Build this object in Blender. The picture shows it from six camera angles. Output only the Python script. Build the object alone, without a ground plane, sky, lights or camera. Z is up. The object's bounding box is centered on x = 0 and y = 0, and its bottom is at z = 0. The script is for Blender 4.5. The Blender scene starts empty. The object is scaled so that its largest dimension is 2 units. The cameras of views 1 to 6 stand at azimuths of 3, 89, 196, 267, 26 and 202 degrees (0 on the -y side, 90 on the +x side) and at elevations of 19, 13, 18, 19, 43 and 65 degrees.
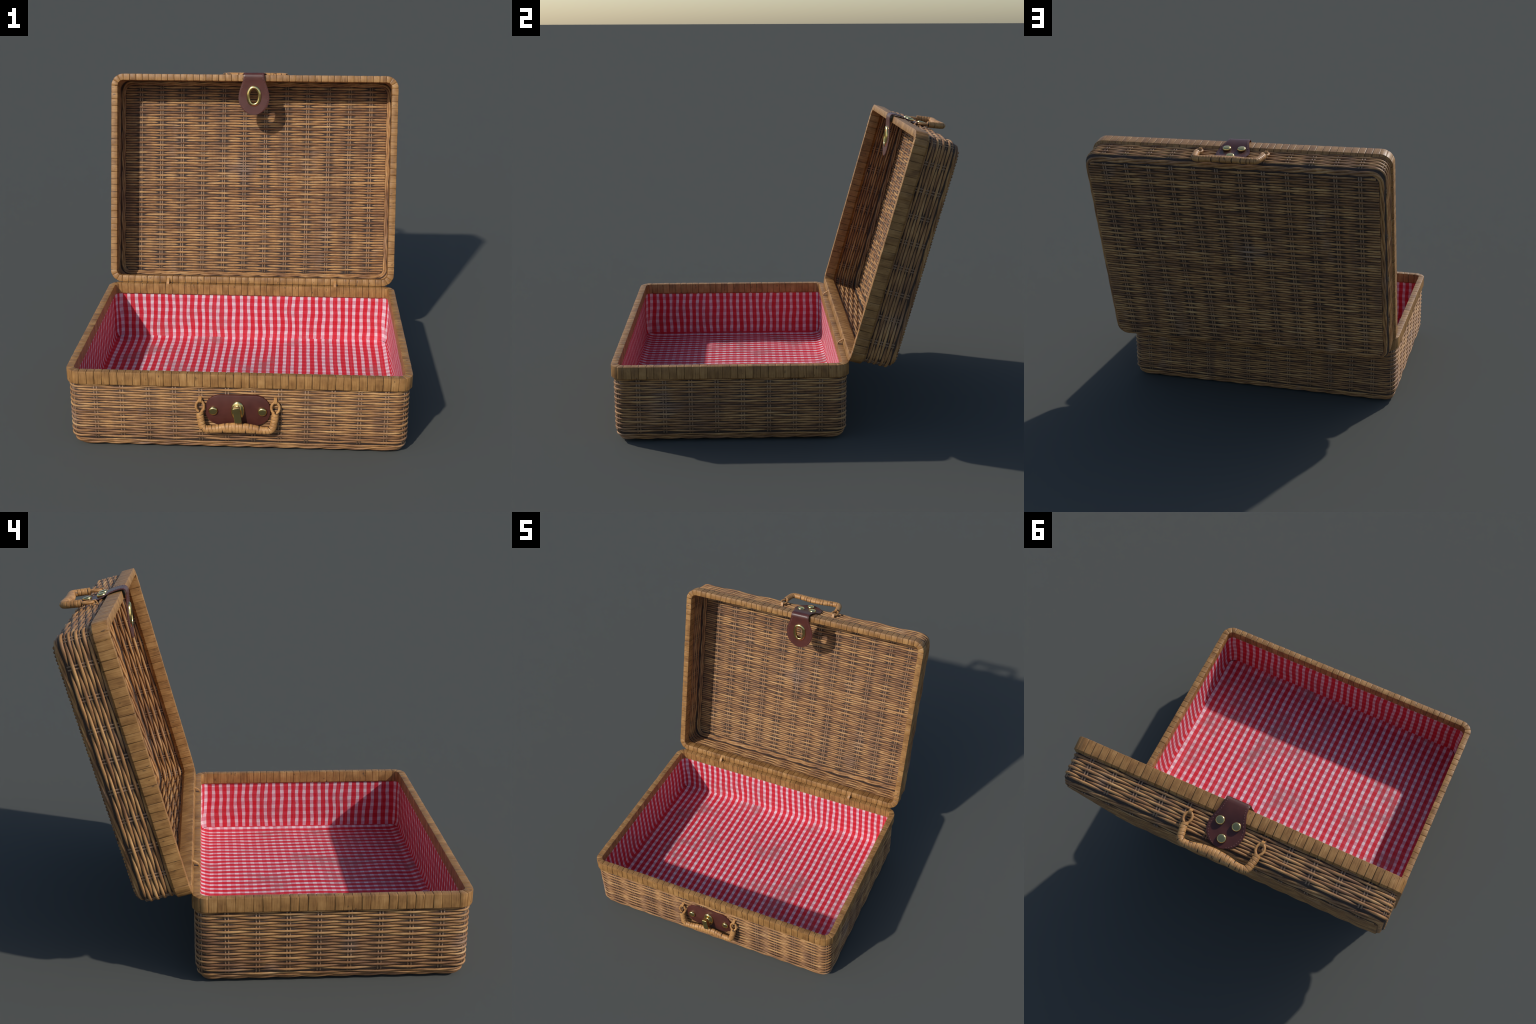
# An open wicker picnic basket: woven base with gingham lining, woven lid leaning back on its hinges,
# rattan-wrapped rims, two wrapped handles, leather lock plate with brass turn lock, leather strap.
import bpy, bmesh, math, random
from mathutils import Vector, Matrix, noise as mnoise

rng = random.Random(41)
pi, cos, sin = math.pi, math.cos, math.sin

# ------------------------------------------------------------------ sizes (metres)
RIM_HX, RIM_HY, RIM_R = 0.905, 0.6604, 0.076     # outer half sizes and corner radius of both rims
RIM_T = 0.0395                                  # rim thickness
MID_IN = 0.0188                                 # rim outside to weave mid surface
HX, HY, CR = RIM_HX - MID_IN, RIM_HY - MID_IN, 0.062
BASE_TOP, BASE_YC = 0.449, -0.2875
LID_TILT, HINGE_Y, HINGE_Z = 14.87, 0.3642, 0.4514
LID_DEPTH = 0.2535                              # opening plane to panel mid surface
WEFT_AMP = 0.0043
PITCH_BASE, PITCH_LID = 0.01430, 0.01640
LID_BULGE = 0.003

# ------------------------------------------------------------------ node helpers
def new_mat(name):
    m = bpy.data.materials.new(name); m.use_nodes = True
    nt = m.node_tree; nt.nodes.clear()
    out = nt.nodes.new('ShaderNodeOutputMaterial')
    b = nt.nodes.new('ShaderNodeBsdfPrincipled')
    nt.links.new(b.outputs[0], out.inputs[0])
    return m, nt, b

def put(nt, sock, v):
    if hasattr(v, 'is_output'): nt.links.new(v, sock)
    else: sock.default_value = v

def math_n(nt, op, a, b=0.0, c=0.0, clamp=False):
    n = nt.nodes.new('ShaderNodeMath'); n.operation = op; n.use_clamp = clamp
    for i, v in enumerate((a, b, c)): put(nt, n.inputs[i], v)
    return n.outputs[0]

def mix_c(nt, fac, a, b, mode='MIX'):
    n = nt.nodes.new('ShaderNodeMix'); n.data_type = 'RGBA'; n.blend_type = mode
    put(nt, n.inputs[0], fac)
    for s, v in ((n.inputs[6], a), (n.inputs[7], b)):
        put(nt, s, v if hasattr(v, 'is_output') else (*v, 1))
    return n.outputs[2]

def coords(nt, scale=(1, 1, 1), offset=None):
    tc = nt.nodes.new('ShaderNodeTexCoord')
    mp = nt.nodes.new('ShaderNodeMapping'); mp.inputs['Scale'].default_value = scale
    nt.links.new(tc.outputs['Object'], mp.inputs['Vector'])
    if offset is None: return mp.outputs[0]
    ad = nt.nodes.new('ShaderNodeVectorMath'); ad.operation = 'ADD'
    nt.links.new(mp.outputs[0], ad.inputs[0]); nt.links.new(offset, ad.inputs[1])
    return ad.outputs[0]

def noise_n(nt, vec, scale=1.0, detail=3.0, rough=0.55):
    n = nt.nodes.new('ShaderNodeTexNoise')
    n.inputs['Scale'].default_value = scale; n.inputs['Detail'].default_value = detail
    n.inputs['Roughness'].default_value = rough
    nt.links.new(vec, n.inputs['Vector'])
    return n.outputs['Fac']

def ramp_n(nt, fac, stops):
    r = nt.nodes.new('ShaderNodeValToRGB')
    el = r.color_ramp.elements
    while len(el) < len(stops): el.new(0.5)
    for e, (p, c) in zip(el, stops): e.position = p; e.color = (*c, 1)
    nt.links.new(fac, r.inputs[0]); return r.outputs[0]

def remap(nt, v, lo, hi, a=0.0, b=1.0):
    n = nt.nodes.new('ShaderNodeMapRange'); n.clamp = True
    put(nt, n.inputs[0], v)
    for i, x in enumerate((lo, hi, a, b)): n.inputs[i + 1].default_value = x
    return n.outputs[0]

def rand_vec(nt):
    oi = nt.nodes.new('ShaderNodeObjectInfo')
    s = math_n(nt, 'MULTIPLY', oi.outputs['Random'], 57.0)
    cb = nt.nodes.new('ShaderNodeCombineXYZ')
    for i in range(3): nt.links.new(s, cb.inputs[i])
    return cb.outputs[0], oi.outputs['Random']

def bump(nt, b, h, strength, dist):
    bp = nt.nodes.new('ShaderNodeBump')
    bp.inputs['Strength'].default_value = strength; bp.inputs['Distance'].default_value = dist
    nt.links.new(h, bp.inputs['Height']); nt.links.new(bp.outputs[0], b.inputs['Normal'])

# ------------------------------------------------------------------ materials
def mat_cane(name, stretch):
    """Round willow cane: patches along its length, streaks, weathered spots. stretch = noise scale per axis."""
    m, nt, b = new_mat(name)
    off, rnd = rand_vec(nt)
    along = noise_n(nt, coords(nt, stretch, off), 1.0, 4.0, 0.6)
    fine = noise_n(nt, coords(nt, tuple(s * 5 for s in stretch), off), 1.0, 2.0)
    tone = math_n(nt, 'ADD', math_n(nt, 'MULTIPLY', along, 0.8), math_n(nt, 'MULTIPLY', rnd, 0.2))
    col = ramp_n(nt, tone, [(0.32, (0.125, 0.056, 0.025)), (0.45, (0.300, 0.140, 0.052)),
                            (0.57, (0.470, 0.240, 0.086)), (0.72, (0.620, 0.365, 0.150))])
    col = mix_c(nt, remap(nt, fine, 0.38, 0.72, 0, 0.42), col, (0.19, 0.090, 0.044))
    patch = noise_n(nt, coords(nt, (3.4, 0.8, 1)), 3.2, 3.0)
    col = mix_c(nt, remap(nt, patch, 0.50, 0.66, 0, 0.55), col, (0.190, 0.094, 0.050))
    pale = noise_n(nt, coords(nt, (1.6, 1, 1)), 3.1, 2.0)
    col = mix_c(nt, remap(nt, pale, 0.62, 0.80, 0, 0.34), col, (0.40, 0.33, 0.29))
    nt.links.new(col, b.inputs['Base Color'])
    b.inputs['Roughness'].default_value = 0.55
    b.inputs['Specular IOR Level'].default_value = 0.35
    bump(nt, b, fine, 0.35, 0.002)
    return m

def mat_flat(name, c, rough, grain=60.0, dark=0.35):
    m, nt, b = new_mat(name)
    f = noise_n(nt, coords(nt), grain, 3.0)
    col = mix_c(nt, remap(nt, f, 0.3, 0.75, 0, dark), c, tuple(x * 0.45 for x in c))
    nt.links.new(col, b.inputs['Base Color']); b.inputs['Roughness'].default_value = rough
    return m

def mat_wrap(name, stretch, c_lo, c_mid, c_hi):
    """Split rattan band: streaks along the band, a few dark specks, tone differing from band to band."""
    m, nt, b = new_mat(name)
    off, rnd = rand_vec(nt)
    st = noise_n(nt, coords(nt, stretch, off), 1.0, 3.0, 0.6)
    cloud = noise_n(nt, coords(nt, (14, 14, 14), off), 1.0, 3.0)
    tone = math_n(nt, 'ADD', math_n(nt, 'MULTIPLY', st, 0.42),
                  math_n(nt, 'ADD', math_n(nt, 'MULTIPLY', cloud, 0.46), math_n(nt, 'MULTIPLY', rnd, 0.06)))
    col = ramp_n(nt, tone, [(0.33, c_lo), (0.50, c_mid), (0.64, c_hi)])
    speck = noise_n(nt, coords(nt, (70, 28, 28), off), 1.0, 1.0)
    col = mix_c(nt, remap(nt, speck, 0.70, 0.76, 0, 0.75), col, (0.07, 0.038, 0.018))
    nt.links.new(col, b.inputs['Base Color'])
    b.inputs['Roughness'].default_value = 0.48
    b.inputs['Specular IOR Level'].default_value = 0.4
    bump(nt, b, st, 0.25, 0.002)
    return m

def mat_gingham(name, wave, grime):
    m, nt, b = new_mat(name)
    P = 0.0482
    warp = noise_n(nt, coords(nt), 4.0, 1.0)
    small = noise_n(nt, coords(nt), 30.0, 2.0)
    sep = nt.nodes.new('ShaderNodeSeparateXYZ'); nt.links.new(coords(nt), sep.inputs[0])
    wx = math_n(nt, 'ADD', math_n(nt, 'MULTIPLY', math_n(nt, 'SUBTRACT', warp, 0.5), wave),
                math_n(nt, 'MULTIPLY', math_n(nt, 'SUBTRACT', small, 0.5), 0.005))
    def stripes(axis, w, shift, bias):
        v = math_n(nt, 'ADD', sep.outputs[axis], w)
        s = math_n(nt, 'SINE', math_n(nt, 'MULTIPLY_ADD', v, 2 * pi / P, shift))
        return math_n(nt, 'MULTIPLY_ADD', s, 8.0, bias, clamp=True)   # 1 = red band
    V = stripes(0, wx, 0.6, 2.5)
    H = stripes(1, math_n(nt, 'MULTIPLY', wx, 0.4), 0.2, 1.8)
    light = mix_c(nt, H, (0.78, 0.64, 0.67), (0.68, 0.32, 0.39))
    deep = mix_c(nt, H, (0.65, 0.038, 0.065), (0.60, 0.012, 0.026))
    col = mix_c(nt, V, light, deep)
    thread = noise_n(nt, coords(nt, (330, 26, 26)), 1.0, 2.0)
    thread2 = noise_n(nt, coords(nt, (26, 330, 26)), 1.0, 2.0)
    th = math_n(nt, 'MULTIPLY', math_n(nt, 'ADD', thread, thread2), 0.5)
    col = mix_c(nt, remap(nt, th, 0.42, 0.62, 0.0, 0.16), col, (0.30, 0.09, 0.12))
    lines = noise_n(nt, coords(nt, (75, 1.0, 1.0)), 1.0, 1.0)
    col = mix_c(nt, remap(nt, lines, 0.56, 0.70, 0.0, 0.22), col, (0.55, 0.16, 0.21))
    dirt = noise_n(nt, coords(nt), 4.2, 5.0, 0.68)
    col = mix_c(nt, remap(nt, dirt, 0.53, 0.70, 0, grime), col, (0.25, 0.12, 0.125))
    spot = noise_n(nt, coords(nt), 26.0, 2.0, 0.6)
    col = mix_c(nt, remap(nt, spot, 0.72, 0.78, 0, 0.5), col, (0.20, 0.06, 0.06))
    nt.links.new(col, b.inputs['Base Color'])
    b.inputs['Roughness'].default_value = 0.58
    b.inputs['Specular IOR Level'].default_value = 0.25
    bump(nt, b, math_n(nt, 'ADD', th, small), 0.25, 0.003)
    return m

def mat_leather():
    m, nt, b = new_mat('brown_leather')
    n = noise_n(nt, coords(nt), 22.0, 4.0)
    scuff = noise_n(nt, coords(nt), 75.0, 4.0, 0.7)
    col = ramp_n(nt, n, [(0.3, (0.072, 0.019, 0.014)), (0.7, (0.098, 0.027, 0.020))])
    col = mix_c(nt, remap(nt, scuff, 0.64, 0.78, 0, 0.30), col, (0.22, 0.13, 0.12))
    nt.links.new(col, b.inputs['Base Color'])
    b.inputs['Roughness'].default_value = 0.40
    bump(nt, b, scuff, 0.12, 0.002)
    return m

def mat_brass():
    m, nt, b = new_mat('brass')
    n = noise_n(nt, coords(nt), 14.0, 2.0)
    nt.links.new(ramp_n(nt, n, [(0.3, (0.70, 0.53, 0.20)), (0.7, (0.78, 0.61, 0.26))]), b.inputs['Base Color'])
    b.inputs['Metallic'].default_value = 1.0
    nt.links.new(remap(nt, n, 0.3, 0.7, 0.17, 0.24), b.inputs['Roughness'])
    return m

CANE_X = mat_cane('cane_weaver', (7, 7, 60))
CANE_PANEL = mat_cane('cane_panel_weaver', (7, 60, 60))
CANE_STAKE = mat_flat('cane_stake', (0.30, 0.180, 0.105), 0.6)
DARK = mat_flat('weave_gap_shade', (0.052, 0.029, 0.019), 0.8)  # for the added core sheet, dark colour stands in for shade in weave gaps
GROOVE = mat_flat('dark_rattan_groove', (0.045, 0.024, 0.012), 0.8)
WRAP = mat_wrap('rattan_wrap', (230, 10, 10), (0.180, 0.080, 0.023), (0.340, 0.168, 0.052), (0.460, 0.252, 0.090))
GRIP = mat_wrap('rattan_grip', (60, 60, 60), (0.35, 0.160, 0.050), (0.49, 0.245, 0.082), (0.59, 0.325, 0.122))
CLOTH = mat_gingham('gingham_cloth', 0.034, 0.36)
FLOOR_CLOTH = mat_gingham('gingham_floor_cloth', 0.012, 0.62)
LEATHER = mat_leather()
THREAD = mat_flat('leather_thread', (0.17, 0.080, 0.064), 0.6)
BRASS = mat_brass()

# ------------------------------------------------------------------ object helpers
root = bpy.data.objects.new('picnic_basket', None)
bpy.context.scene.collection.objects.link(root)
root['label'] = 'open wicker picnic basket with red gingham lining and leather strap'
root['category'] = 'picnic basket'

BASE_F = Matrix.Translation((0, BASE_YC, BASE_TOP))
_t = math.radians(LID_TILT)
_u = Vector((0, sin(_t), cos(_t)))
LID_F = Matrix.Translation(Vector((0, HINGE_Y, HINGE_Z)) + _u * RIM_HY) @ Matrix.Rotation(pi / 2 - _t, 4, 'X')

def mesh_from(name, verts, faces, mat, smooth=True):
    me = bpy.data.meshes.new(name)
    me.from_pydata([tuple(v) for v in verts], [], faces)
    bm = bmesh.new(); bm.from_mesh(me)
    bmesh.ops.recalc_face_normals(bm, faces=bm.faces); bm.to_mesh(me); bm.free()
    me.materials.append(mat)
    for p in me.polygons: p.use_smooth = smooth
    return me

def add(name, me, parent, mat4=None, kind=None):
    ob = bpy.data.objects.new(name, me)
    bpy.context.scene.collection.objects.link(ob)
    ob.parent = parent
    if mat4 is not None: ob.matrix_basis = mat4
    if kind: ob['kind'] = kind
    return ob

class Buf:
    def __init__(s): s.v, s.f = [], []
    def rings(s, rings, close=False, caps=True):
        n = len(rings[0]); b0 = len(s.v)
        for r in rings: s.v.extend(r)
        m = len(rings)
        for i in range(m if close else m - 1):
            j = (i + 1) % m
            for k in range(n):
                l = (k + 1) % n
                s.f.append((b0 + i * n + k, b0 + i * n + l, b0 + j * n + l, b0 + j * n + k))
        if caps and not close:
            s.f.append(tuple(b0 + k for k in range(n)))
            s.f.append(tuple(b0 + (m - 1) * n + k for k in range(n)))
    def grid(s, rows):
        b0 = len(s.v); n = len(rows[0])
        for r in rows: s.v.extend(r)
        for i in range(len(rows) - 1):
            for k in range(n - 1):
                s.f.append((b0 + i * n + k, b0 + i * n + k + 1, b0 + (i + 1) * n + k + 1, b0 + (i + 1) * n + k))
    def tube(s, pts, rad, n=8, close=False, side=None):
        """round (or oval when rad is a pair) tube along pts"""
        rings = []; m = len(pts)
        for i, p in enumerate(pts):
            a = pts[i - 1] if (close or i > 0) else pts[i]
            c = pts[(i + 1) % m] if (close or i < m - 1) else pts[i]
            t = (c - a).normalized()
            e1 = (side if side is not None else Vector((0, 0, 1)))
            e1 = (e1 - t * e1.dot(t)).normalized(); e2 = t.cross(e1)
            r = rad(i) if callable(rad) else rad
            r1, r2 = r if isinstance(r, tuple) else (r, r)
            rings.append([p + e1 * (r1 * cos(2 * pi * k / n)) + e2 * (r2 * sin(2 * pi * k / n)) for k in range(n)])
        s.rings(rings, close)
    def mesh(s, name, mat, smooth=True): return mesh_from(name, s.v, s.f, mat, smooth)

def smooth_by_angle(me, deg):
    bm = bmesh.new(); bm.from_mesh(me)
    for e in bm.edges:
        if len(e.link_faces) == 2 and e.calc_face_angle(0) > math.radians(deg): e.smooth = False
    bm.to_mesh(me); bm.free()

class Outline:
    """rounded rectangle perimeter, starting at the middle of the -Y side, counter-clockwise"""
    def __init__(s, hx, hy, r):
        s.hx, s.hy, s.r = hx, hy, r
        lx, ly, q = hx - r, hy - r, r * pi / 2
        s.segs = [('l', lx, (0, -hy), (1, 0)), ('a', q, (lx, -ly), -pi / 2), ('l', 2 * ly, (hx, -ly), (0, 1)),
                  ('a', q, (lx, ly), 0), ('l', 2 * lx, (lx, hy), (-1, 0)), ('a', q, (-lx, ly), pi / 2),
                  ('l', 2 * ly, (-hx, ly), (0, -1)), ('a', q, (-lx, -ly), pi), ('l', lx, (-lx, -hy), (1, 0))]
        s.length = sum(g[1] for g in s.segs)
    def at(s, d):
        d %= s.length
        for g in s.segs:
            if d <= g[1] + 1e-9: break
            d -= g[1]
        if g[0] == 'l':
            (x, y), (tx, ty) = g[2], g[3]
            return Vector((x + tx * d, y + ty * d, 0)), Vector((ty, -tx, 0))
        a = g[3] + d / s.r; n = Vector((cos(a), sin(a), 0))
        return Vector((g[2][0], g[2][1], 0)) + n * s.r, n
    def corner_mids(s):
        out, d = [], 0
        for g in s.segs:
            if g[0] == 'a': out.append(d + g[1] / 2)
            d += g[1]
        return out

def stake_stations(o, xs, ys):
    """arc positions of stakes on the four sides plus one in each corner"""
    lx = o.hx - o.r; ly = o.hy - o.r; q = o.r * pi / 2
    st = [x % o.length for x in xs]                                         # front
    st += [lx + q + (y + ly) for y in ys]                                   # right
    st += [lx + q + 2 * ly + q + (lx - x) for x in xs]                      # back
    st += [lx + q + 2 * ly + q + 2 * lx + q + (ly - y) for y in ys]         # left
    return sorted(st + o.corner_mids())

def weft_ring(o, stations, z, row, r_out, r_up, tilt=0.0, amp=WEFT_AMP, step=0.0165, swell=0.0, lift=0.0):
    """one weaver running round the box, in front of every second stake"""
    b = Buf(); rings = []
    m = len(stations); ph = rng.uniform(0, 6); nrm_n = 8
    jit = [rng.uniform(-0.0008, 0.0008) for _ in stations]
    thick = [rng.uniform(0.90, 1.10) for _ in stations]
    for k in range(m):
        a = stations[k]; c = stations[(k + 1) % m] + (o.length if k == m - 1 else 0)
        ns = max(6, int((c - a) / step))
        for i in range(ns):
            f = i / ns; d = a + (c - a) * f
            p, n = o.at(d)
            ph_w = cos(pi * (k + f + row)); off = lift + amp * ph_w
            nn = n * cos(tilt) + Vector((0, 0, -sin(tilt))); up = Vector((0, 0, cos(tilt))) + n * sin(tilt)
            e = 3 * f * f - 2 * f ** 3
            q = p + Vector((0, 0, z)) + nn * off + up * (jit[k] * (1 - e) + jit[(k + 1) % m] * e)
            g = thick[k] * (1 - e) + thick[(k + 1) % m] * e; gu = g * (1 + swell * ph_w)
            rings.append([q + nn * (r_out * g * cos(2 * pi * j / nrm_n)) + up * (r_up * gu * sin(2 * pi * j / nrm_n))
                          for j in range(nrm_n)])
    b.rings(rings, close=True)
    return b

def rope_ring(o, z, tilt, rad, swing, waves, strands=2):
    """twisted border strands"""
    b = Buf(); N = 420
    for s in range(strands):
        pts = []
        for i in range(N):
            d = o.length * i / N; p, n = o.at(d)
            a = 2 * pi * (waves * i / N + s / strands)
            nn = n * cos(tilt) + Vector((0, 0, -sin(tilt))); up = Vector((0, 0, cos(tilt))) + n * sin(tilt)
            pts.append(p + Vector((0, 0, z)) + nn * (rad * 0.55 * cos(a)) + up * (swing * sin(a)))
        b.tube(pts, rad, 8, close=True)
    return b

def core_sheet(profile, caps=True):
    """added dark sheet amid the weave, blocks light and darkens the gaps: profile = (inset, z) list down to the flat bottom, 3 mm thick"""
    b = Buf(); N = 480
    def loop(inset, z):
        o = Outline(HX - inset, HY - inset, max(CR - inset * 0.6, 0.02))
        return [o.at(o.length * i / N)[0] + Vector((0, 0, z)) for i in range(N)]
    out = [loop(i - 0.0012, z) for i, z in profile]
    inn = [loop(i + 0.0012, z + (0.0024 if i > 0.001 else 0)) for i, z in profile]
    rings = inn[::-1] + out
    b.rings(rings, caps=caps)
    return b

# ------------------------------------------------------------------ woven walls
FRONT_X = [-0.748 + 0.1383 * i for i in range(12)]
SIDE_Y_BASE = [-0.5095 + 0.1443 * i for i in range(8)]   # relative to the base centre

def stakes_mesh(o, stations, zt, zb, inset_fn, rad=0.0044, gap=0.0074):
    b = Buf()
    for d in stations:
        for s in (-gap, gap):
            pts = []
            for i in range(5):
                z = zt + (zb - zt) * i / 4
                p, n = o.at(d + s)
                pts.append(p - n * inset_fn(z) + Vector((0, 0, z)))
            b.tube(pts, rad, 6, side=Vector((0.3, 1, 0)))
    return b

# base ---------------------------------------------------------------
outline = Outline(HX, HY, CR)
st_base = stake_stations(outline, FRONT_X, SIDE_Y_BASE)
BASE_CH = -0.391                                            # chamfer starts here (canonical z)
base = add('woven_base', core_sheet([(0, -0.05), (0, BASE_CH), (0.024, -0.430), (0.075, -BASE_TOP + 0.001)]).mesh('woven_base', DARK), root, BASE_F)  # own mesh is the added dark sheet, the weave hangs under it
row, z = 0, -0.079
while z > BASE_CH - 0.002:
    me = weft_ring(outline, st_base, z, row, 0.0050, 0.0060, amp=0.0046, swell=0.06, lift=0.0014).mesh('weaver', CANE_X)
    add('weaver', me, base); row += 1; z -= PITCH_BASE
for k in range(2):
    ins = 0.005 + 0.007 * k
    o2 = Outline(HX - ins, HY - ins, CR - ins * 0.5)
    sc = [s * o2.length / outline.length for s in st_base]
    add('weaver', weft_ring(o2, sc, BASE_CH - 0.0125 - 0.0125 * k, row + k, 0.0050, 0.0068, tilt=0.55, amp=0.003).mesh('weaver', CANE_X), base)
o2 = Outline(HX - 0.020, HY - 0.020, 0.054)
add('twisted_border', rope_ring(o2, -0.4265, 0.75, 0.0068, 0.0058, 23, 2).mesh('twisted_border', CANE_X), base)
add('stake', stakes_mesh(outline, st_base, -0.06, BASE_CH, lambda z: 0).mesh('stake', CANE_STAKE), base, kind='stuff')

# lid ----------------------------------------------------------------
SIDE_Y_LID = [-0.506 + 0.1446 * i for i in range(8)]
st_lid = stake_stations(outline, FRONT_X, SIDE_Y_LID)
LID_CH = -0.218
pan_hx, pan_hy = HX - 0.033, HY - 0.033
def panel_z(x, y):
    return -LID_DEPTH - LID_BULGE * (1 - min(1, abs(x / pan_hx)) ** 3) * (1 - min(1, abs(y / pan_hy)) ** 3)
lid_core = core_sheet([(0, -0.05), (0, LID_CH), (0.033, -LID_DEPTH)], caps=False)  # added dark sheet that shuts out light between the lid weavers
for side in (-0.0012, 0.0012):
    rows = []
    for j in range(31):
        rr = []
        for i in range(41):
            x, y = pan_hx * (i / 20 - 1), pan_hy * (j / 15 - 1)
            qx, qy = abs(x) - (pan_hx - 0.04), abs(y) - (pan_hy - 0.04)
            if qx > 0 and qy > 0 and math.hypot(qx, qy) > 0.04:
                k = 0.04 / math.hypot(qx, qy)
                x, y = math.copysign(pan_hx - 0.04 + qx * k, x), math.copysign(pan_hy - 0.04 + qy * k, y)
            rr.append(Vector((x, y, panel_z(x, y) + side)))
        rows.append(rr)
    lid_core.grid(rows)
lid = add('woven_lid', lid_core.mesh('woven_lid', DARK), root, LID_F)
row, z = 0, -0.0785
while z > LID_CH - 0.002:
    add('weaver', weft_ring(outline, st_lid, z, row, 0.0054, 0.0074, amp=0.0037).mesh('weaver', CANE_X), lid)
    row += 1; z -= PITCH_LID
o2 = Outline(HX - 0.019, HY - 0.019, CR - 0.010)
add('twisted_border', rope_ring(o2, -0.2375, 0.80, 0.0074, 0.0095, 15, 3).mesh('twisted_border', CANE_X), lid)
add('stake', stakes_mesh(outline, st_lid, -0.06, LID_CH, lambda z: 0).mesh('stake', CANE_STAKE), lid, kind='stuff')

# lid panel weave: straight weavers along x, slightly bowed, held by upright stakes
PANEL_X = [-0.754 + 0.137 * i for i in range(12)]
edges = [-0.875] + PANEL_X + [0.875]
nrow = int(2 * pan_hy / PITCH_LID)
for r in range(nrow):
    y = -pan_hy + 0.010 + (2 * pan_hy - 0.020) * r / (nrow - 1)
    cut = max(0.0, abs(y) - (pan_hy - 0.045))
    xe = pan_hx - (0.045 - math.sqrt(max(0.045 ** 2 - cut ** 2, 0)) if cut > 0 else 0) + 0.004
    b = Buf(); rings = []
    jit = [rng.uniform(-0.0014, 0.0014) for _ in edges]; thick = [rng.uniform(0.88, 1.1) for _ in edges]
    xs = []
    for k in range(len(edges) - 1):
        a, c = edges[k], edges[k + 1]; ns = 9
        for i in range(ns + (1 if k == len(edges) - 2 else 0)):
            xs.append((k, i / ns, a + (c - a) * i / ns))
    for k, f, x in xs:
        if abs(x) > xe + 0.012: continue
        x = max(-xe, min(xe, x)); e = 3 * f * f - 2 * f ** 3; kk = min(k + 1, len(edges) - 1)
        q = Vector((x, y + jit[k] * (1 - e) + jit[kk] * e, panel_z(x, y) + WEFT_AMP * min(1, (xe - abs(x)) / 0.07) * cos(pi * (k + f + r))))
        g = thick[k] * (1 - e) + thick[kk] * e
        rings.append([q + Vector((0, 0.0070 * g * sin(2 * pi * j / 8), 0.0055 * g * cos(2 * pi * j / 8))) for j in range(8)])
    b.rings(rings)
    add('weaver', b.mesh('weaver', CANE_PANEL), lid)
b = Buf()
for x in PANEL_X:
    for s in (-0.0072, 0.0072):
        b.tube([Vector((x + s, -pan_hy + 2 * pan_hy * i / 16, panel_z(x + s, -pan_hy + 2 * pan_hy * i / 16))) for i in range(17)], 0.0046, 6, side=Vector((0, 0, 1)))
add('panel_stake', b.mesh('panel_stake', CANE_STAKE), lid, kind='stuff')

# ------------------------------------------------------------------ rattan-wrapped rims
SECTION = [(0.0, -0.069), (0.0, -0.003), (-0.0009, -0.0009), (-0.003, 0.0), (-RIM_T + 0.003, 0.0), (-RIM_T + 0.0009, -0.0009),
           (-RIM_T, -0.003), (-RIM_T, -0.0635), (-RIM_T + 0.004, -0.066), (-0.022, -0.081), (-0.0150, -0.081)]
_c = (-RIM_T / 2, -0.045)
def section(shrink):
    out = []
    for n, z in SECTION:
        dn = shrink if n < _c[0] else -shrink
        dz = -shrink if z > -0.001 else (shrink if z < -0.06 else 0)
        out.append((n + dn, z + dz))
    return out

def rim_core():
    o = Outline(RIM_HX, RIM_HY, RIM_R); b = Buf(); rings = []
    N = 160
    for i in range(N):
        p, n = o.at(o.length * i / N)
        rings.append([p + n * a + Vector((0, 0, z)) for a, z in section(0.0030)])
    b.rings(rings, close=True)
    me = b.mesh('rim', GROOVE); smooth_by_angle(me, 40); return me

def wrap_mesh(pos, width_steps, slant):
    """one band: pos(t, section n, section z) -> point, t in 0..1 across the band width"""
    b = Buf(); rings = []
    for t, sh in width_steps:
        ring = []
        for (a, z) in section(sh):
            tt = t + slant * (z + 0.04) * (1 if a > _c[0] else -1)
            ring.append(pos(tt, a, z))
        rings.append(ring)
    b.rings(rings)
    me = b.mesh('rim_wrap', WRAP); smooth_by_angle(me, 38); return me

LXN, LYN, CN = 41, 28, 3
def straight_variants(w, count):
    out = []
    for k in range(count):
        g0, g1 = rng.choice((0.009, 0.016, 0.034)), rng.choice((0.007, 0.014, 0.028))
        lift = rng.uniform(-0.0006, 0.0006)
        steps = [(g0, 0.0009), (g0 + 0.02, 0.0002), (0.14, lift * 0.5), (0.5, -0.0002 + lift), (0.86, lift * 0.5), (1 - g1 - 0.02, 0.0002), (1 - g1, 0.0009)]
        sl = rng.uniform(-0.45, 0.45)
        out.append(wrap_mesh(lambda t, a, z: Vector(((t - 0.5) * w, -a, z)), steps, sl))
    return out
WX = 2 * (RIM_HX - RIM_R) / LXN; WY = 2 * (RIM_HY - RIM_R) / LYN
STR_X, STR_Y = straight_variants(WX, 8), straight_variants(WY, 8)
def corner_variant():
    ang = (pi / 2) / CN
    steps = [(0.015, 0.0013), (0.06, 0.0003), (0.30, 0.0), (0.5, -0.0004), (0.70, 0.0), (0.94, 0.0003), (0.985, 0.0013)]
    def pos(t, a, z):
        th = (t - 0.5) * ang; r = RIM_R + a
        return Vector((r * sin(th), -(r * cos(th)), z))
    return wrap_mesh(pos, steps, rng.uniform(-0.2, 0.2))
COR = [corner_variant() for _ in range(4)]

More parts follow.
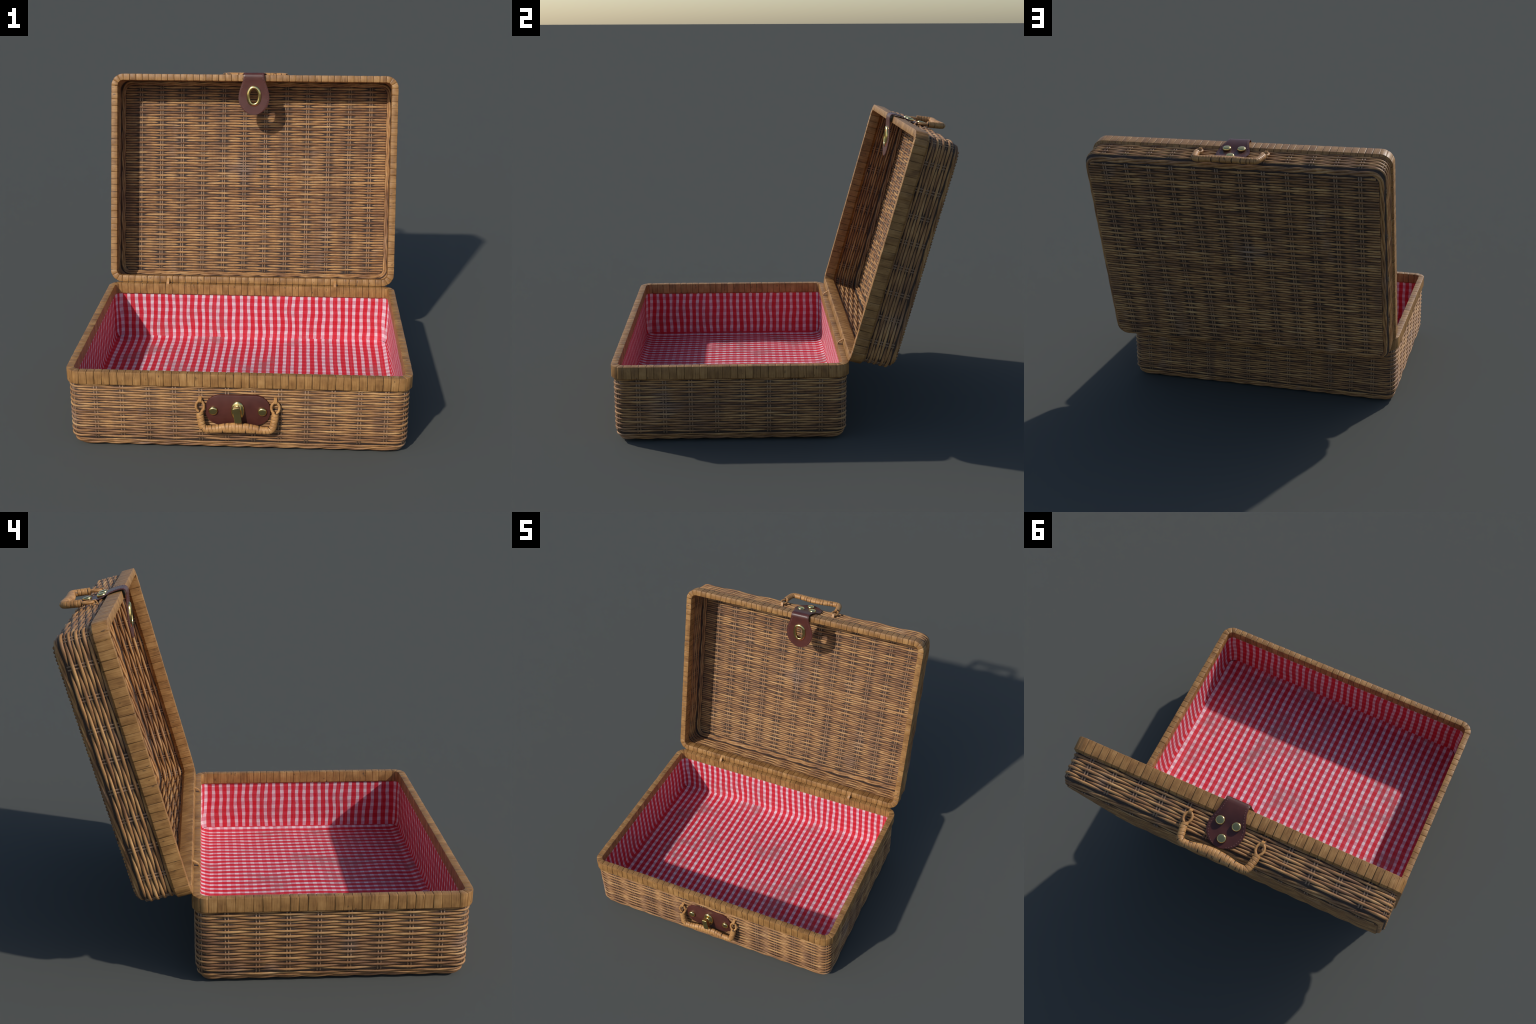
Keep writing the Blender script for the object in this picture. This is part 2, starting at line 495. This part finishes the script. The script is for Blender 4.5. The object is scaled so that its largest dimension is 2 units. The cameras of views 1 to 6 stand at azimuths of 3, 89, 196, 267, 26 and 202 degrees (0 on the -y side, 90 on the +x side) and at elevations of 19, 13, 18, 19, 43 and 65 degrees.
def build_rim(name, frame):
    rim = add(name, rim_core(), root, frame)
    lx, ly = RIM_HX - RIM_R, RIM_HY - RIM_R
    for side in range(4):                       # front, right, back, left
        long = side % 2 == 0
        cnt, w, var = (LXN, WX, STR_X) if long else (LYN, WY, STR_Y)
        half = lx if long else ly
        dist = RIM_HY if long else RIM_HX
        R = Matrix.Rotation(side * pi / 2, 4, 'Z')
        for i in range(cnt):
            # straight band local frame: x along the rim, -y outward, origin on the outer face
            M = R @ Matrix.Translation((-half + w * (i + 0.5), -dist, 0))
            add('rim_wrap', rng.choice(var), rim, M)
        cx, cy = (lx, -ly) if long else (ly, -lx)
        for i in range(CN):
            M = R @ Matrix.Translation((cx, cy, 0)) @ Matrix.Rotation((i + 0.5) * (pi / 2) / CN, 4, 'Z')
            add('rim_wrap', rng.choice(COR), rim, M)
    return rim
# sections use +a = outward; straight bands map outward to -y
build_rim('base_rim', BASE_F)
build_rim('lid_rim', LID_F)

# ------------------------------------------------------------------ gingham lining
LIN_X, LIN_Y, LIN_R = RIM_HX - 0.0274, RIM_HY - 0.0274, 0.062
Z_TOP, Z_SEAM, Z_FLOOR = 0.400, 0.090, 0.0765
def fold(p, amp):
    return amp * (mnoise.noise(p * 4.0) + 0.5 * mnoise.noise(p * 11.0))

def lining_floor():
    NX, NY = 150, 110; rows = []
    for j in range(NY + 1):
        r = []
        for i in range(NX + 1):
            hx, hy = LIN_X - 0.010, LIN_Y - 0.010
            # denser lines near the edges where the cloth turns up
            x = hx * math.copysign(1 - (1 - abs(2 * i / NX - 1)) ** 1.25, i - NX / 2)
            y = hy * math.copysign(1 - (1 - abs(2 * j / NY - 1)) ** 1.25, j - NY / 2)
            qx, qy = abs(x) - (hx - LIN_R), abs(y) - (hy - LIN_R)
            if qx > 0 and qy > 0:
                l = math.hypot(qx, qy); dedge = LIN_R - l
                if l > LIN_R:
                    x = math.copysign(hx - LIN_R + qx * LIN_R / l, x); y = math.copysign(hy - LIN_R + qy * LIN_R / l, y); dedge = 0
            else: dedge = min(hx - abs(x), hy - abs(y))
            t = min(1, dedge / 0.052)
            zz = Z_FLOOR + (Z_SEAM - Z_FLOOR) * (1 - t) ** 1.5 + fold(Vector((x, y, 3.1)), 0.0035) * min(1, dedge / 0.08)
            r.append(Vector((x, y, zz)))
        rows.append(r)
    b = Buf(); b.grid(rows); return b.mesh('lining', FLOOR_CLOTH)

def lining_wall(half, seed):
    """local x along the wall, y up, z into the basket; ends follow the rounded corners to 45 degrees"""
    h = Z_TOP - Z_SEAM; NU, NV = 120, 26; rows = []
    flat = half - LIN_R; arc = LIN_R * pi / 4; tot = flat + arc
    for j in range(NV + 1):
        v = j / NV; r = []
        for i in range(NU + 1):
            s = tot * (2 * i / NU - 1)
            fade = min(1, (tot - abs(s)) / 0.10) * min(1, (1 - v) / 0.12)
            d = 0.0008 * fade + fold(Vector((s, v * h, seed)), 0.0010) * fade
            low = max(0, 1 - v * h / 0.040); d += 0.010 * low * low     # turns in to the floor seam
            if abs(s) <= flat: x, zz = s, d
            else:
                a = (abs(s) - flat) / LIN_R
                x = math.copysign(flat + (LIN_R - d) * sin(a), s); zz = LIN_R - (LIN_R - d) * cos(a)
            r.append(Vector((x, v * h, zz)))
        rows.append(r)
    b = Buf(); b.grid(rows); return b.mesh('lining_wall', CLOTH)

lining = add('lining', lining_floor(), root, Matrix.Translation((0, BASE_YC, 0)))
for side in range(4):
    long = side % 2 == 0
    half, dist = (LIN_X, LIN_Y) if long else (LIN_Y, LIN_X)
    # wall frame: x along the side, y = up, z = inward
    R = Matrix.Rotation(side * pi / 2, 4, 'Z') @ Matrix.Translation((0, -dist, Z_SEAM)) @ Matrix(((-1, 0, 0, 0), (0, 0, 1, 0), (0, 1, 0, 0), (0, 0, 0, 1)))
    add('lining_wall', lining_wall(half, 7.3 * side + 1), lining, R)

# ------------------------------------------------------------------ handles
def handle_parts():
    """handle in its own plane: x across, y = down along the basket face, z = away from the face"""
    # centre line of leg + corner + half grip (left side, then mirrored)
    left = [(-0.1965, 0.058, 0.0), (-0.195, 0.085, 0.0), (-0.190, 0.110, 0.0), (-0.186, 0.130, 0.0), (-0.176, 0.146, 0.0),
            (-0.156, 0.1515, 0.0), (-0.125, 0.1510, 0.0), (-0.090, 0.1470, 0.0), (-0.050, 0.1430, 0.0), (0.0, 0.1415, 0.0)]
    rads = [0.0185, 0.0195, 0.0195, 0.0198, 0.0204, 0.0204, 0.0208, 0.0234, 0.0266, 0.0280]
    pts = [Vector(p) for p in left]; full = pts + [Vector((-p.x, p.y, p.z)) for p in pts[-2::-1]]
    rr = rads + rads[-2::-1]
    # resample evenly
    cum = [0]
    for a, b in zip(full, full[1:]): cum.append(cum[-1] + (b - a).length)
    L = cum[-1]
    def at(d):
        d = max(0, min(L, d)); i = 0
        while i < len(cum) - 2 and cum[i + 1] < d: i += 1
        f = (d - cum[i]) / (cum[i + 1] - cum[i])
        def cr(p0, p1, p2, p3):
            return 0.5 * ((2 * p1) + (p2 - p0) * f + (2 * p0 - 5 * p1 + 4 * p2 - p3) * f * f + (3 * p1 - p0 - 3 * p2 + p3) * f ** 3)
        g = lambda k: full[max(0, min(len(full) - 1, k))]; h = lambda k: rr[max(0, min(len(rr) - 1, k))]
        return cr(g(i - 1), g(i), g(i + 1), g(i + 2)), cr(h(i - 1), h(i), h(i + 1), h(i + 2))
    Z = Vector((0, 0, 1))
    core = Buf(); N = 90
    samples = [at(L * i / N) for i in range(N + 1)]
    core.tube([s[0] for s in samples], lambda i: (0.0172, samples[i][1] - 0.0014), 14, side=Z)
    core_me = core.mesh('handle', GROOVE)
    bands = Buf(); nb = 31
    for k in range(nb):
        a0, a1 = L * k / nb, L * (k + 1) / nb; w = a1 - a0
        slant = rng.uniform(-0.05, 0.10)
        rings = []
        for f, sh in ((0.028, 0.0007), (0.075, 0.0001), (0.3, 0.0), (0.5, 0.0), (0.7, 0.0), (0.925, 0.0001), (0.972, 0.0007)):
            d = a0 + w * f
            p, r = at(d); q = at(d + 0.002)[0] - at(d - 0.002)[0]; t = q.normalized(); side = t.cross(Z)
            n = 16
            rings.append([p + Z * ((0.0186 - sh) * cos(2 * pi * j / n)) + side * ((r - sh) * sin(2 * pi * j / n)) + t * (slant * 0.05 * sin(2 * pi * j / n)) for j in range(n)])
        bands.rings(rings)
    bands_me = bands.mesh('handle_wrap', GRIP); smooth_by_angle(bands_me, 45)
    loops = Buf()
    for sx in (-1, 1):
        c = Vector((sx * 0.1965, 0.0, 0)); ring = []
        for i in range(29):
            # teardrop, open at the leg
            a = pi / 2 + 0.42 + (2 * pi - 0.84) * i / 28
            ring.append(c + Vector((0.0210 * cos(a), 0.029 + 0.029 * sin(a), 0)))
        ring = [c + Vector((0.0085, 0.062, 0))] + ring[::-1] + [c + Vector((-0.0085, 0.062, 0))]
        loops.tube(ring, lambda i: 0.0070 + 0.0004 * sin(i * 2.4), 8, side=Z)
    loops_me = loops.mesh('handle_loop', GRIP)
    tabs = []
    for sx in (-1, 1):
        tb = Buf(); rows = []
        # short band coming out of the weave, over the loop and back in
        prof = [(-0.020, -0.022), (-0.017, -0.004), (-0.010, 0.0085), (0.002, 0.0100), (0.0095, 0.004), (0.012, -0.006), (0.006, -0.022)]
        x0 = sx * 0.1965
        for (yy, zz), (y2, z2) in zip(prof, [(y * 0.72 - 0.002, z - 0.0035 if z > 0 else z) for y, z in prof]):
            rows.append([Vector((x0 - 0.0085, yy, zz)), Vector((x0 + 0.0085, yy, zz)), Vector((x0 + 0.0085, y2, z2)), Vector((x0 - 0.0085, y2, z2))])
        tb.rings(rows); me = tb.mesh('handle_tab', GRIP); smooth_by_angle(me, 50); tabs.append(me)
    return core_me, bands_me, loops_me, tabs

H_PARTS = handle_parts()
def place_handle(M, lean):
    core, bands, loops, tabs = H_PARTS
    # lean: rotation about the tab axis swinging the grip away from the face
    M2 = M @ Matrix.Rotation(lean, 4, 'X')
    h = add('handle', core, root, M2)
    add('handle_wrap', bands, h, kind='stuff')
    add('handle_loop', loops, h)
    for t in tabs: add('handle_tab', t, h, Matrix.Rotation(-lean, 4, 'X'))

WALL_OUT = HY + 0.0085
# handle axes: x -> x, y -> down (into the box), z -> outward
F_BASE = BASE_F @ Matrix(((-1, 0, 0, 0), (0, 0, -1, -WALL_OUT - 0.0125), (0, -1, 0, -0.149), (0, 0, 0, 1)))
place_handle(F_BASE, math.radians(11.0))
F_LID = LID_F @ Matrix(((1, 0, 0, 0), (0, 0, 1, WALL_OUT + 0.013), (0, -1, 0, -0.1285), (0, 0, 0, 1)))
place_handle(F_LID, math.radians(8.0))

# ------------------------------------------------------------------ leather and brass
def plate_outline(hx, hz, r, n=10):
    pts = []
    for cx, cz, a0 in ((hx - r, hz - r, 0), (-hx + r, hz - r, pi / 2), (-hx + r, -hz + r, pi), (hx - r, -hz + r, 1.5 * pi)):
        for i in range(n + 1):
            a = a0 + (pi / 2) * i / n; pts.append((cx + r * cos(a), cz + r * sin(a)))
    return pts

def slab(outline_fn, layers, mat, name, deg=35):
    """stack of outlines: layers = (shrink, height)"""
    b = Buf(); b.rings([[Vector((x, y, h)) for x, y in outline_fn(s)] for s, h in layers])
    me = b.mesh(name, mat); smooth_by_angle(me, deg); return me

def dome(rx, ry, h, name, flat=0.55, n=28):
    lay = [(1.0, -0.004), (1.0, h * 0.35), (0.97, h * 0.55), (0.90, h * 0.80), (0.78, h * 0.95), (flat, h), (0.25, h * 1.02)]
    b = Buf(); b.rings([[Vector((rx * k * cos(2 * pi * j / n), ry * k * sin(2 * pi * j / n), z)) for j in range(n)] for k, z in lay])
    me = b.mesh(name, BRASS); return me

RIVET = dome(0.0245, 0.0245, 0.014, 'rivet')
# lock plate: local x across, y down, z outward
F_LOCK = BASE_F @ Matrix(((-1, 0, 0, 0), (0, 0, -1, -WALL_OUT + 0.002), (0, -1, 0, -0.203), (0, 0, 0, 1)))
plate_me = slab(lambda s: plate_outline(0.171 - s, 0.0865 - s, 0.079 - s * 0.9), [(0.0, -0.006), (0.0, 0.006), (0.0015, 0.0095), (0.005, 0.011)], LEATHER, 'lock_plate')
lock = add('lock_plate', plate_me, root, F_LOCK)
for sx in (-1, 1): add('rivet', RIVET, lock, Matrix.Translation((sx * 0.1285, 0.002, 0.011)))
esc = Buf(); lay = [(1.0, 0.0), (1.0, 0.005), (0.95, 0.010), (0.80, 0.0135), (0.62, 0.015), (0.50, 0.020), (0.45, 0.026)]
esc.rings([[Vector((0.036 * k * cos(2 * pi * j / 32), 0.056 * k * sin(2 * pi * j / 32), h)) for j in range(32)] for k, h in lay])
add('escutcheon', esc.mesh('escutcheon', BRASS), lock, Matrix.Translation((0, 0, 0.010)))
knob = Buf()
stem = [(0.0115, 0.0), (0.0115, 0.020)]
knob.rings([[Vector((r * cos(2 * pi * j / 16), r * sin(2 * pi * j / 16), h)) for j in range(16)] for r, h in stem])
bar = lambda s: plate_outline(0.0185 - s, 0.043 - s, 0.005, 4)
knob.rings([[Vector((x, y, h)) for x, y in bar(s)] for s, h in ((0.0015, 0.016), (0.0, 0.0175), (0.0, 0.0385), (0.0015, 0.040))])
kme = knob.mesh('turn_knob', BRASS); smooth_by_angle(kme, 35)
add('turn_knob', kme, lock, Matrix.Translation((0, 0.002, 0.0275)) @ Matrix.Rotation(math.radians(8), 4, 'Z'))

# strap: a strip that starts flat on the lid's top face, passes over the rim and hangs into the opening.
# stations: (Y across lid (canonical), Z canonical, half width)
TOP = WALL_OUT + 0.001
def strap_path():
    P = []
    n = 12
    for i in range(n):                                        # rounded tongue on the top face
        a = pi / 2 * i / (n - 1); zc = -0.132
        P.append((TOP, zc - 0.098 * cos(a), 0.003 + 0.095 * sin(a)))
    P += [(TOP + 0.001, -0.118, 0.0965), (TOP + 0.005, -0.100, 0.092), (TOP + 0.011, -0.080, 0.084), (TOP + 0.016, -0.055, 0.075),
          (TOP + 0.018, -0.030, 0.0675), (TOP + 0.018, -0.008, 0.0645), (TOP + 0.0165, 0.006, 0.0645), (TOP + 0.0115, 0.0145, 0.0645),
          (TOP + 0.002, 0.0185, 0.0650), (TOP - 0.010, 0.0175, 0.0660), (TOP - 0.030, 0.012, 0.070), (TOP - 0.055, 0.006, 0.079),
          (TOP - 0.080, 0.001, 0.088), (TOP - 0.105, -0.004, 0.0945), (TOP - 0.130, -0.009, 0.0975)]
    for i in range(1, 14):
        a = pi / 2 * i / 13
        P.append((TOP - 0.130 - 0.1085 * sin(a), -0.009 - 0.013 * sin(a), 0.003 + 0.0945 * cos(a)))
    return P
SP = strap_path()
def strap_mesh():
    b = Buf(); rows_o, rows_i = [], []; K = 20; T = 0.0055
    rings = []
    for i, (y, z, w) in enumerate(SP):
        a = SP[max(0, i - 1)]; c = SP[min(len(SP) - 1, i + 1)]
        ty, tz = c[0] - a[0], c[1] - a[1]; l = math.hypot(ty, tz); ny, nz = tz / l, -ty / l     # outward side
        ring = []
        for k in range(K + 1):
            u = -1 + 2 * k / K; d = T if abs(u) < 0.93 else T * 0.72
            ring.append(Vector((u * w, y + ny * d, z + nz * d)))
        for k in range(K, -1, -1):
            u = -1 + 2 * k / K
            ring.append(Vector((u * w, y, z)))
        rings.append(ring)
    b.rings(rings)
    me = b.mesh('leather_strap', LEATHER)
    return me
strap_me = strap_mesh()
# flap plane frame at the eyelet: x across, y up the flap, z toward the viewer (out of the lid)
EY = Vector((0, TOP - 0.122, -0.0075))
f_up = Vector((0, 0.130, 0.0265)).normalized(); f_n = Vector((1, 0, 0)).cross(f_up)
EYE_F = Matrix((( 1, 0, 0, EY.x), (0, f_up.y, f_n.y, EY.y), (0, f_up.z, f_n.z, EY.z), (0, 0, 0, 1)))
strap = add('leather_strap', strap_me, root, LID_F)
# cut the slot for the turn lock
cut = slab(lambda s: plate_outline(0.0300, 0.0480, 0.026), [(0, -0.04), (0, 0.04)], LEATHER, 'cutter')
cutter = add('cutter', cut, None, LID_F @ EYE_F)
bpy.context.view_layer.update()
md = strap.modifiers.new('slot', 'BOOLEAN'); md.operation = 'DIFFERENCE'; md.object = cutter; md.solver = 'EXACT'
dg = bpy.context.evaluated_depsgraph_get()
cut_me = bpy.data.meshes.new_from_object(strap.evaluated_get(dg))
strap.modifiers.clear(); strap.data = cut_me; cut_me.name = 'leather_strap'
bpy.data.objects.remove(cutter)
smooth_by_angle(cut_me, 40)
# eyelet ring
ey = Buf(); rings = []
prof = [(0.0, -0.003), (0.0, 0.004), (0.0020, 0.0085), (0.006, 0.0115), (0.0120, 0.0130), (0.0185, 0.0125), (0.0210, 0.009), (0.0218, -0.006), (0.010, -0.008)]
N = 44
def oval(s, a):
    rx, ry = 0.0465 - s, 0.0655 - s
    e = 2.25
    return (rx * math.copysign(abs(cos(a)) ** (2 / e), cos(a)), ry * math.copysign(abs(sin(a)) ** (2 / e), sin(a)))
for j in range(N):
    a = 2 * pi * j / N
    rings.append([Vector((*oval(s, a), h)) for s, h in prof])
ey.rings(rings, close=True)
add('eyelet', ey.mesh('eyelet', BRASS), strap, EYE_F @ Matrix.Translation((0, 0, 0.004)))
# three rivets on the top face (local z outward = canonical +y)
TOPF = Matrix(((1, 0, 0, 0), (0, 0, 1, TOP + 0.006), (0, -1, 0, 0), (0, 0, 0, 1)))
for x, zz in ((0.044, -0.103), (-0.044, -0.103), (0.0, -0.184)):
    add('rivet', RIVET, strap, TOPF @ Matrix.Translation((x, -zz, 0.0045 if zz > -0.12 else 0)))
# stitches near the edges of the strap
st = Buf()
for sx in (-1, 1):
    path = []
    for i, (y, z, w) in enumerate(SP):
        if w < 0.03: continue
        a = SP[max(0, i - 1)]; c = SP[min(len(SP) - 1, i + 1)]
        ty, tz = c[0] - a[0], c[1] - a[1]; l = math.hypot(ty, tz)
        path.append((Vector((sx * (w - 0.011), y + tz / l * 0.0058, z - ty / l * 0.0058)), Vector((0, tz / l, -ty / l))))
    acc = 0
    for (p, n), (q, m) in zip(path, path[1:]):
        d = (q - p).length; k = max(1, round(d / 0.015))
        for j in range(k):
            a = p.lerp(q, (j + 0.2) / k); c = p.lerp(q, (j + 0.8) / k)
            st.tube([a - n * 0.001, a.lerp(c, 0.5) + n * 0.0004, c - n * 0.001], 0.0012, 5, side=n)
add('stitching', st.mesh('stitching', THREAD), strap, kind='stuff')

# ------------------------------------------------------------------ hinge loops joining the rims
for hx in (-0.533, 0.533):
    hb = Buf(); rows = []
    path = [(0.340, 0.442), (0.341, 0.453), (0.346, 0.461), (0.358, 0.469), (0.370, 0.475), (0.382, 0.477), (0.392, 0.472)]
    for i, (y, z) in enumerate(path):
        a = path[max(0, i - 1)]; c = path[min(len(path) - 1, i + 1)]
        ty, tz = c[0] - a[0], c[1] - a[1]; l = math.hypot(ty, tz); ny, nz = -tz / l, ty / l
        rows.append([Vector((s * 0.0085, y + ny * d, z + nz * d)) for s, d in ((-1, 0), (1, 0), (1, 0.0045), (-1, 0.0045))])
    hb.rings(rows); me = hb.mesh('hinge_loop', GRIP); smooth_by_angle(me, 50)
    add('hinge_loop', me, root, Matrix.Translation((hx, 0, 0)))
